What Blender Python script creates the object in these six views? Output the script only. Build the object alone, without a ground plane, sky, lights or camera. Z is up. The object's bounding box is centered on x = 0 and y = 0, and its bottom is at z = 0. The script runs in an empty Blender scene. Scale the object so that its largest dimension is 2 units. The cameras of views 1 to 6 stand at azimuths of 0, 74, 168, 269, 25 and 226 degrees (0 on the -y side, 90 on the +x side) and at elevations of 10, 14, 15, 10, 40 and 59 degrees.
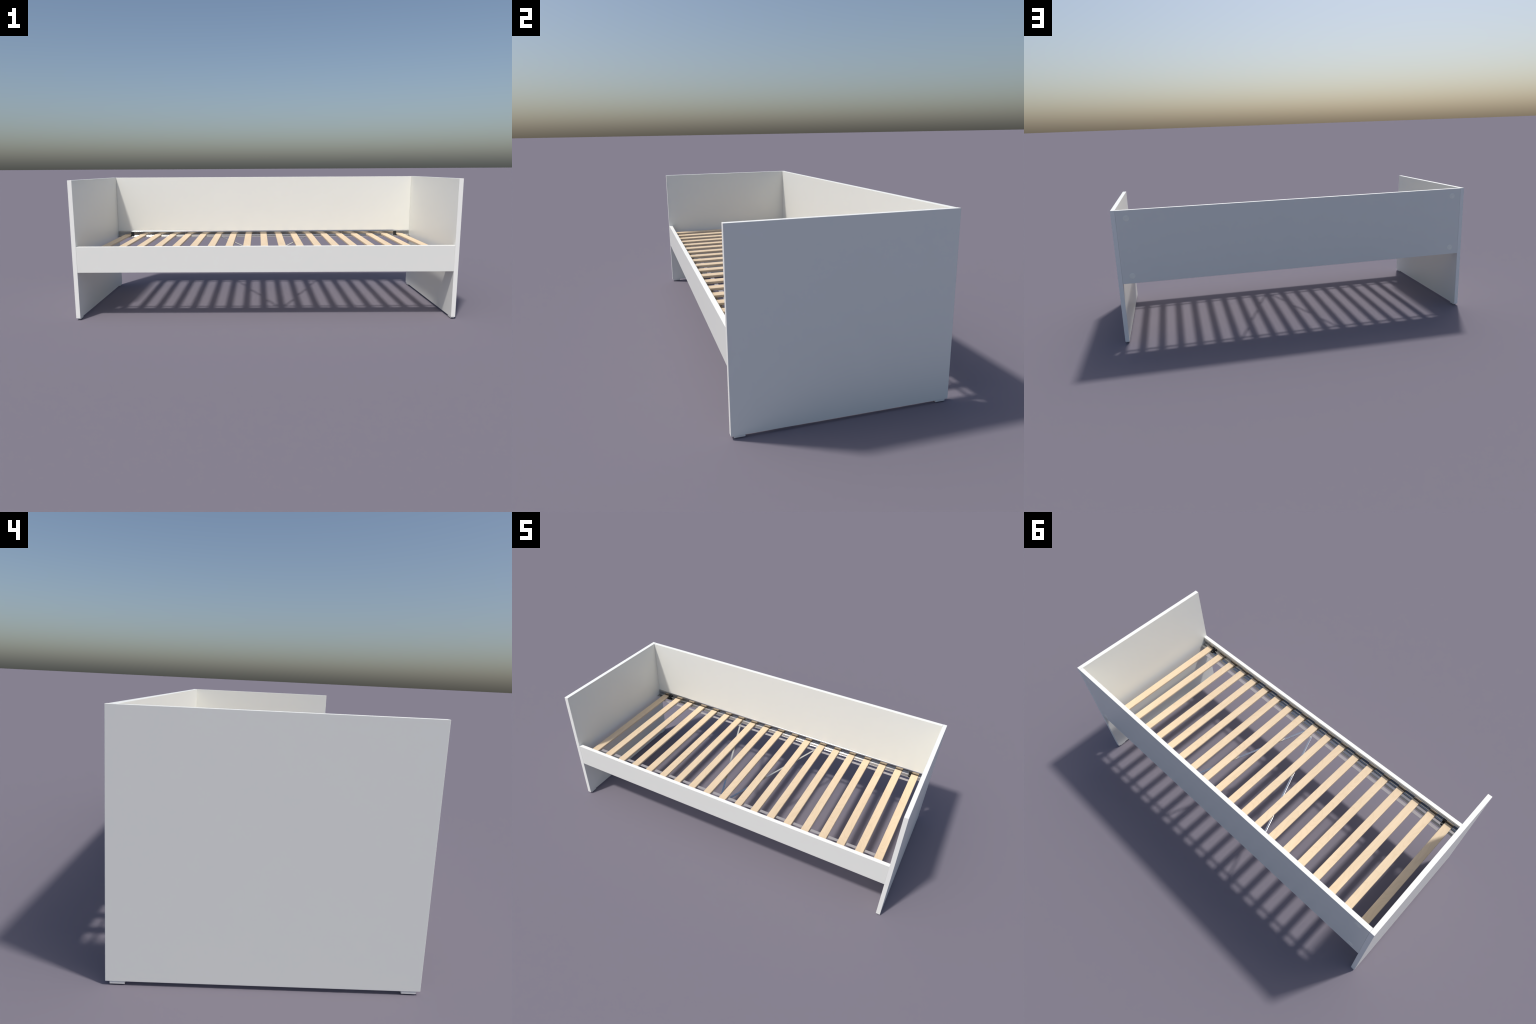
import bpy, bmesh, math, random
from mathutils import Vector, Matrix

random.seed(7)

# ------------------------------------------------------------------ sizes (metres)
HALF_LENGTH = 1.000          # end panels' outer faces
HALF_DEPTH = 0.416           # front / back edges of the end panels
TOP = 0.730                  # top of the end panels and of the back
PANEL = 0.0222               # end panel thickness
BOARD = 0.0205               # back panel and front board thickness
FOOT_H = 0.0085              # end panels stand this far off the floor
INNER_X = HALF_LENGTH - PANEL
FRONT_IN = -HALF_DEPTH + BOARD      # inner face of the front board
BACK_IN = HALF_DEPTH - BOARD        # inner face of the back panel
BACK_BOTTOM = 0.3355
FRONT_BOTTOM, FRONT_TOP = 0.2535, 0.3895
SLATS, PITCH, SLAT_W, SLAT_T = 19, 0.1011, 0.0424, 0.0114
SLAT_TOP, SLAT_HALF = 0.3527, 0.3865
LEDGE = SLAT_TOP - SLAT_T           # slats lie on the rails' ledges


# ------------------------------------------------------------------ materials
def new_material(name):
    m = bpy.data.materials.new(name)
    m.use_nodes = True
    nt = m.node_tree
    return m, nt, nt.nodes["Principled BSDF"]


def ramp(nt, stops):
    n = nt.nodes.new("ShaderNodeValToRGB")
    e = n.color_ramp.elements
    while len(e) < len(stops):
        e.new(0.5)
    for el, (p, c) in zip(e, stops):
        el.position = p
        el.color = (*c, 1) if len(c) == 3 else c
    return n


def noise(nt, vec, scale, detail=3.0, rough=0.55):
    n = nt.nodes.new("ShaderNodeTexNoise")
    n.inputs["Scale"].default_value = scale
    n.inputs["Detail"].default_value = detail
    n.inputs["Roughness"].default_value = rough
    nt.links.new(vec, n.inputs["Vector"])
    return n


def white_foil(name, colour, roughness):
    """White foil-faced particle board: almost uniform, faint cloudiness, satin."""
    m, nt, b = new_material(name)
    tc = nt.nodes.new("ShaderNodeTexCoord")
    n = noise(nt, tc.outputs["Object"], 9.0, 4.0)
    r = ramp(nt, [(0.3, [c * 0.996 for c in colour]), (0.7, [min(1, c * 1.003) for c in colour])])
    nt.links.new(n.outputs["Fac"], r.inputs["Fac"])
    nt.links.new(r.outputs["Color"], b.inputs["Base Color"])
    b.inputs["Roughness"].default_value = roughness
    fine = noise(nt, tc.outputs["Object"], 260.0, 2.0)
    bump = nt.nodes.new("ShaderNodeBump")
    bump.inputs["Strength"].default_value = 0.02
    bump.inputs["Distance"].default_value = 0.0005
    nt.links.new(fine.outputs["Fac"], bump.inputs["Height"])
    nt.links.new(bump.outputs["Normal"], b.inputs["Normal"])
    return m


def birch():
    m, nt, b = new_material("birch_veneer")
    tc = nt.nodes.new("ShaderNodeTexCoord")
    info = nt.nodes.new("ShaderNodeObjectInfo")
    off = nt.nodes.new("ShaderNodeVectorMath")
    off.operation = 'MULTIPLY_ADD'
    comb = nt.nodes.new("ShaderNodeCombineXYZ")
    for i in range(3):
        nt.links.new(info.outputs["Random"], comb.inputs[i])
    nt.links.new(comb.outputs[0], off.inputs[0])
    off.inputs[1].default_value = (3.1, 17.0, 5.3)
    nt.links.new(tc.outputs["Object"], off.inputs[2])
    # broad tone, stretched along the slat
    mp = nt.nodes.new("ShaderNodeMapping")
    mp.inputs["Scale"].default_value = (9.0, 1.6, 9.0)
    nt.links.new(off.outputs[0], mp.inputs["Vector"])
    broad = noise(nt, mp.outputs["Vector"], 2.2, 3.0)
    # cathedral figure: contour lines of a smooth noise field, long in y
    mp2 = nt.nodes.new("ShaderNodeMapping")
    mp2.inputs["Scale"].default_value = (15.0, 4.6, 15.0)
    nt.links.new(off.outputs[0], mp2.inputs["Vector"])
    field = noise(nt, mp2.outputs["Vector"], 1.0, 1.0, 0.4)
    mul = nt.nodes.new("ShaderNodeMath")
    mul.operation = 'MULTIPLY'
    mul.inputs[1].default_value = 11.0
    nt.links.new(field.outputs["Fac"], mul.inputs[0])
    fr = nt.nodes.new("ShaderNodeMath")
    fr.operation = 'FRACT'
    nt.links.new(mul.outputs[0], fr.inputs[0])
    rings = ramp(nt, [(0.0, (1, 1, 1)), (0.62, (0.985, 0.982, 0.978)), (0.86, (0.945, 0.935, 0.915)), (1.0, (1, 1, 1))])
    nt.links.new(fr.outputs[0], rings.inputs["Fac"])
    # fine pore streaks
    mp3 = nt.nodes.new("ShaderNodeMapping")
    mp3.inputs["Scale"].default_value = (420.0, 14.0, 420.0)
    nt.links.new(off.outputs[0], mp3.inputs["Vector"])
    pores = noise(nt, mp3.outputs["Vector"], 1.0, 2.0)
    pr = ramp(nt, [(0.30, (0.972, 0.968, 0.960)), (0.5, (1, 1, 1))])
    nt.links.new(pores.outputs["Fac"], pr.inputs["Fac"])
    tone = ramp(nt, [(0.25, WOOD_DARK), (0.75, WOOD_LIGHT)])
    nt.links.new(broad.outputs["Fac"], tone.inputs["Fac"])

    def mult(a, c):
        x = nt.nodes.new("ShaderNodeMix")
        x.data_type = 'RGBA'
        x.blend_type = 'MULTIPLY'
        x.inputs["Factor"].default_value = 1.0
        nt.links.new(a, x.inputs[6])
        nt.links.new(c, x.inputs[7])
        return x.outputs[2]
    col = mult(mult(tone.outputs["Color"], rings.outputs["Color"]), pr.outputs["Color"])
    nt.links.new(col, b.inputs["Base Color"])
    b.inputs["Roughness"].default_value = 0.5
    b.inputs["Specular IOR Level"].default_value = 0.35
    return m


def steel(name, colour, roughness, spread=1.0):
    m, nt, b = new_material(name)
    tc = nt.nodes.new("ShaderNodeTexCoord")
    mp = nt.nodes.new("ShaderNodeMapping")
    mp.inputs["Scale"].default_value = (12.0, 60.0, 60.0)
    nt.links.new(tc.outputs["Object"], mp.inputs["Vector"])
    n = noise(nt, mp.outputs["Vector"], 3.0, 3.0)
    r = ramp(nt, [(0.3, (roughness * (1 - 0.15 * spread),) * 3), (0.7, (roughness * (1 + 0.2 * spread),) * 3)])
    nt.links.new(n.outputs["Fac"], r.inputs["Fac"])
    nt.links.new(r.outputs["Color"], b.inputs["Roughness"])
    c = ramp(nt, [(0.3, [v * (1 - 0.07 * spread) for v in colour]), (0.7, colour)])
    nt.links.new(n.outputs["Fac"], c.inputs["Fac"])
    nt.links.new(c.outputs["Color"], b.inputs["Base Color"])
    b.inputs["Metallic"].default_value = 1.0
    return m


def webbing():
    m, nt, b = new_material("grey_webbing")
    tc = nt.nodes.new("ShaderNodeTexCoord")
    w = nt.nodes.new("ShaderNodeTexWave")
    w.bands_direction = 'DIAGONAL'
    w.inputs["Scale"].default_value = 160.0
    nt.links.new(tc.outputs["Object"], w.inputs["Vector"])
    r = ramp(nt, [(0.0, [c * 0.95 for c in STRAP]), (1.0, [c * 1.03 for c in STRAP])])
    nt.links.new(w.outputs["Color"], r.inputs["Fac"])
    nt.links.new(r.outputs["Color"], b.inputs["Base Color"])
    b.inputs["Roughness"].default_value = 0.9
    b.inputs["Specular IOR Level"].default_value = 0.15
    return m


def plastic(name, colour, roughness):
    m, nt, b = new_material(name)
    tc = nt.nodes.new("ShaderNodeTexCoord")
    n = noise(nt, tc.outputs["Object"], 60.0, 2.0)
    r = ramp(nt, [(0.3, [c * 0.93 for c in colour]), (0.7, colour)])
    nt.links.new(n.outputs["Fac"], r.inputs["Fac"])
    nt.links.new(r.outputs["Color"], b.inputs["Base Color"])
    b.inputs["Roughness"].default_value = roughness
    return m


WHITE = (0.847, 0.856, 0.805)
EDGE_WHITE = (0.935, 0.940, 0.893)
WOOD_DARK = (0.755, 0.588, 0.392)
WOOD_LIGHT = (0.825, 0.655, 0.45)
STRAP = (0.36, 0.345, 0.358)

M_WHITE = white_foil("white_foil", WHITE, 0.38)
M_EDGE = white_foil("white_edge_band", EDGE_WHITE, 0.42)
M_BIRCH = birch()
M_STEEL = steel("galvanised_steel", (0.42, 0.42, 0.42), 0.11)
M_BAR = steel("zinc_plated_bar", (0.70, 0.71, 0.71), 0.19, 0.3)
M_STRAP = webbing()
M_BLACK = plastic("black_plastic", (0.018, 0.018, 0.018), 0.45)
M_CAP = plastic("off_white_plastic", (0.97, 0.975, 0.88), 0.4)
M_FOOT = plastic("white_plastic", (0.85, 0.86, 0.82), 0.45)
M_DARKCAP = plastic("dark_grey_plastic", (0.05, 0.052, 0.055), 0.4)


# ------------------------------------------------------------------ building helpers
def finish(bm, name, mats, parent=None, smooth_angle=None, loc=(0, 0, 0)):
    bmesh.ops.recalc_face_normals(bm, faces=bm.faces)
    me = bpy.data.meshes.new(name)
    bm.to_mesh(me)
    bm.free()
    for m in mats:
        me.materials.append(m)
    for p in me.polygons:
        p.use_smooth = True
    if smooth_angle is None:
        hard_normals(me)
    else:
        me.set_sharp_from_angle(angle=math.radians(smooth_angle))
    return place(me, name, parent, loc)


def hard_normals(me):
    """Every vertex takes the normal of its largest face: flat boards, soft bevels."""
    best = {}
    for p in me.polygons:
        for v in p.vertices:
            if v not in best or p.area > best[v][0]:
                best[v] = (p.area, p.normal.copy())
    me.normals_split_custom_set_from_vertices([best[v.index][1] for v in me.vertices])


def place(me, name, parent=None, loc=(0, 0, 0)):
    ob = bpy.data.objects.new(name, me)
    bpy.context.scene.collection.objects.link(ob)
    ob.location = loc
    if parent is not None:
        ob.parent = parent
    return ob


def box_bm(size, bevel=0.001, segments=2):
    bm = bmesh.new()
    bmesh.ops.create_cube(bm, size=1.0, matrix=Matrix.Diagonal((*size, 1)))
    if bevel:
        bmesh.ops.bevel(bm, geom=bm.edges[:], offset=bevel, segments=segments,
                        profile=0.5, affect='EDGES')
    return bm


def edge_band(bm, thin_axis):
    """All narrow edges of a board (and their chamfers) carry the edge-band material."""
    for f in bm.faces:
        if abs(f.normal[thin_axis]) < 0.9:
            f.material_index = 1
    return bm


def disc_bm(radius, depth, bevel, axis='Y', seg=40):
    """Short cylinder along an axis with a rounded rim."""
    bm = bmesh.new()
    bmesh.ops.create_cone(bm, cap_ends=True, segments=seg, radius1=radius,
                          radius2=radius, depth=depth)
    rim = [e for e in bm.edges if abs(e.verts[0].co.z - e.verts[1].co.z) < 1e-7]
    bmesh.ops.bevel(bm, geom=rim, offset=bevel, segments=3, profile=0.5, affect='EDGES')
    if axis == 'Y':
        bmesh.ops.rotate(bm, verts=bm.verts, matrix=Matrix.Rotation(math.pi / 2, 3, 'X'))
    return bm


def extrude_profile(pts, x0, x1):
    """Closed (y, z) profile swept straight along x."""
    bm = bmesh.new()
    a = [bm.verts.new((x0, y, z)) for y, z in pts]
    b = [bm.verts.new((x1, y, z)) for y, z in pts]
    n = len(pts)
    for i in range(n):
        j = (i + 1) % n
        bm.faces.new((a[i], a[j], b[j], b[i]))
    bm.faces.new(a)
    bm.faces.new(b[::-1])
    return bm


def arc(cy, cz, r, a0, a1, steps=7):
    return [(cy + r * math.cos(math.radians(a0 + (a1 - a0) * i / steps)),
             cz + r * math.sin(math.radians(a0 + (a1 - a0) * i / steps)))
            for i in range(steps + 1)]


# ------------------------------------------------------------------ the thing
bed = bpy.data.objects.new("daybed", None)
bpy.context.scene.collection.objects.link(bed)
bed["label"] = "white panelled daybed frame with pale birch slatted base"
bed["category"] = "daybed"

# end panels with glide feet -----------------------------------------------------
panel_h = TOP - FOOT_H
bm = box_bm((PANEL, 2 * HALF_DEPTH, panel_h), 0.0011, 2)
edge_band(bm, 0)
end_a = finish(bm, "end_panel", [M_WHITE, M_EDGE], bed,
               loc=(-HALF_LENGTH + PANEL / 2, 0, FOOT_H + panel_h / 2))
end_b = place(end_a.data, "end_panel", bed,
              (HALF_LENGTH - PANEL / 2, 0, FOOT_H + panel_h / 2))
foot_me = None
for panel in (end_a, end_b):
    for s in (-1, 1):
        loc = (0, s * 0.385, -(panel_h / 2 + FOOT_H / 2) + 0.0002)
        if foot_me is None:
            f = finish(box_bm((0.0192, 0.040, FOOT_H), 0.0014, 3), "glide_foot", [M_FOOT], panel, loc=loc)
            foot_me = f.data
        else:
            place(foot_me, "glide_foot", panel, loc)

# back panel ---------------------------------------------------------------------
span = 2 * INNER_X - 0.0003
back = finish(edge_band(box_bm((span, BOARD, TOP - BACK_BOTTOM - 0.0006), 0.0010, 2), 1),
              "back_panel", [M_WHITE, M_EDGE], bed,
              loc=(0, HALF_DEPTH - 0.0004 - BOARD / 2, (TOP - 0.0006 + BACK_BOTTOM) / 2))
cap_me = None
for x in (-0.9246, 0.9246):
    for z in (0.3765, 0.6870):
        loc = (x, BOARD / 2 - 0.0003, z - back.location.z)
        if cap_me is None:
            cap_me = finish(disc_bm(0.0162, 0.002, 0.0007), "cover_cap", [M_CAP], back, 40, loc).data
        else:
            place(cap_me, "cover_cap", back, loc)

# front board --------------------------------------------------------------------
front = finish(edge_band(box_bm((span, BOARD, FRONT_TOP - FRONT_BOTTOM), 0.0010, 2), 1),
               "front_board", [M_WHITE, M_EDGE], bed,
               loc=(0, -HALF_DEPTH + 0.0006 + BOARD / 2, (FRONT_TOP + FRONT_BOTTOM) / 2))
cam_me = None
for x in (-0.9246, 0.9246):
    loc = (x, BOARD / 2, 0.3660 - front.location.z)
    if cam_me is None:
        cam_me = finish(disc_bm(0.0104, 0.002, 0.0005), "cam_lock", [M_DARKCAP], front, 40, loc).data
    else:
        place(cam_me, "cam_lock", front, loc)

# steel support rails --------------------------------------------------------------
# L-section: rolled top lip, upright flange, soft inner bend, ledge for the slats
def rail_profile(sign, wall):
    """(y, z) profile; wall = |y| of the board face the rail is screwed to."""
    t = 0.0018
    roll = 0.0115                 # radius of the rolled-back top
    back = roll * (1 - math.cos(math.radians(52)))
    f = wall - 0.0003 - back      # |y| of the flange's visible face
    z_roll = 0.3752 - roll * math.sin(math.radians(52))
    bend = 0.0085
    z0 = LEDGE - 0.0004
    edge = wall - 0.0345          # |y| of the ledge's free edge
    pts = arc(f + roll, z_roll, roll, 180 - 52, 180, 9)
    pts += arc(f - bend, z0 + bend, bend, 0, -90, 9)
    pts += arc(edge + 0.0016, z0 - 0.0016, 0.0016, 90, 180, 5)
    pts += [(edge, z0 - 0.0016 - 0.0004), (edge + 0.001, z0 - t - 0.001), (wall - 0.0003, z0 - t - 0.001)]
    return [(sign * y, z) for y, z in pts]


screw_me = None
for sign, wall in ((-1, -FRONT_IN - 0.0006), (1, BACK_IN - 0.0004)):
    rail = finish(extrude_profile(rail_profile(sign, wall), -INNER_X + 0.003, INNER_X - 0.003),
                  "support_rail", [M_STEEL], bed, smooth_angle=50)
    f = wall - 0.0003 - 0.0115 * (1 - math.cos(math.radians(52)))
    for x in (-0.870, -0.778, -0.527, -0.187, 0.187, 0.527, 0.778, 0.870):
        loc = (x, sign * (f - 0.0006), 0.3585)
        if screw_me is None:
            screw_me = finish(disc_bm(0.0034, 0.0024, 0.0009, seg=20), "screw_head", [M_STEEL], rail, 40, loc).data
        else:
            place(screw_me, "screw_head", rail, loc)
    for x in (-0.882, 0.882):
        # black plastic stop: upright lug against the flange, low tongue along the ledge
        lug = box_bm((0.0180, 0.0080, 0.0270), 0.0020, 3)
        tongue = box_bm((0.0150, 0.0240, 0.0085), 0.0020, 3)
        bmesh.ops.translate(lug, verts=lug.verts, vec=(x, sign * (f - 0.0036), LEDGE + 0.0133))
        bmesh.ops.translate(tongue, verts=tongue.verts, vec=(x, sign * (f - 0.0125), LEDGE + 0.0040))
        tmp = bpy.data.meshes.new("tongue")
        tongue.to_mesh(tmp)
        tongue.free()
        lug.from_mesh(tmp)
        bpy.data.meshes.remove(tmp)
        finish(lug, "slat_stop", [M_BLACK], rail)

# birch slats ----------------------------------------------------------------------
slat_me = None
for i in range(SLATS):
    x = (i - (SLATS - 1) / 2) * PITCH
    loc = (x, -0.0018, SLAT_TOP - SLAT_T / 2)
    if slat_me is None:
        slat_me = finish(box_bm((SLAT_W, 2 * SLAT_HALF, SLAT_T), 0.0022, 3), "slat", [M_BIRCH], bed,
                         loc=loc).data
    else:
        place(slat_me, "slat", bed, loc)

# webbing straps under the slats ------------------------------------------------------
strap_me = None
for s in (-1, 1):
    loc = (0, s * 0.3305, LEDGE - 0.0012)
    if strap_me is None:
        strap_me = finish(box_bm((2 * 0.915, 0.0180, 0.0016), 0.0004, 1), "strap", [M_STRAP], bed, loc=loc).data
    else:
        place(strap_me, "strap", bed, loc)

# V-shaped steel brace -----------------------------------------------------------------
for s in (-1, 1):
    a = Vector((s * 0.0206 + 0.0015, -0.336))
    b = Vector((s * 0.2849 + 0.0015, 0.362))
    d = b - a
    ob = finish(box_bm((0.0104, d.length, 0.0048), 0.0009, 2), "brace_bar", [M_BAR], bed)
    ob.location = ((a.x + b.x) / 2, (a.y + b.y) / 2, LEDGE - 0.0021 - 0.0025)
    ob.rotation_euler = (0, 0, -math.atan2(d.x, d.y))
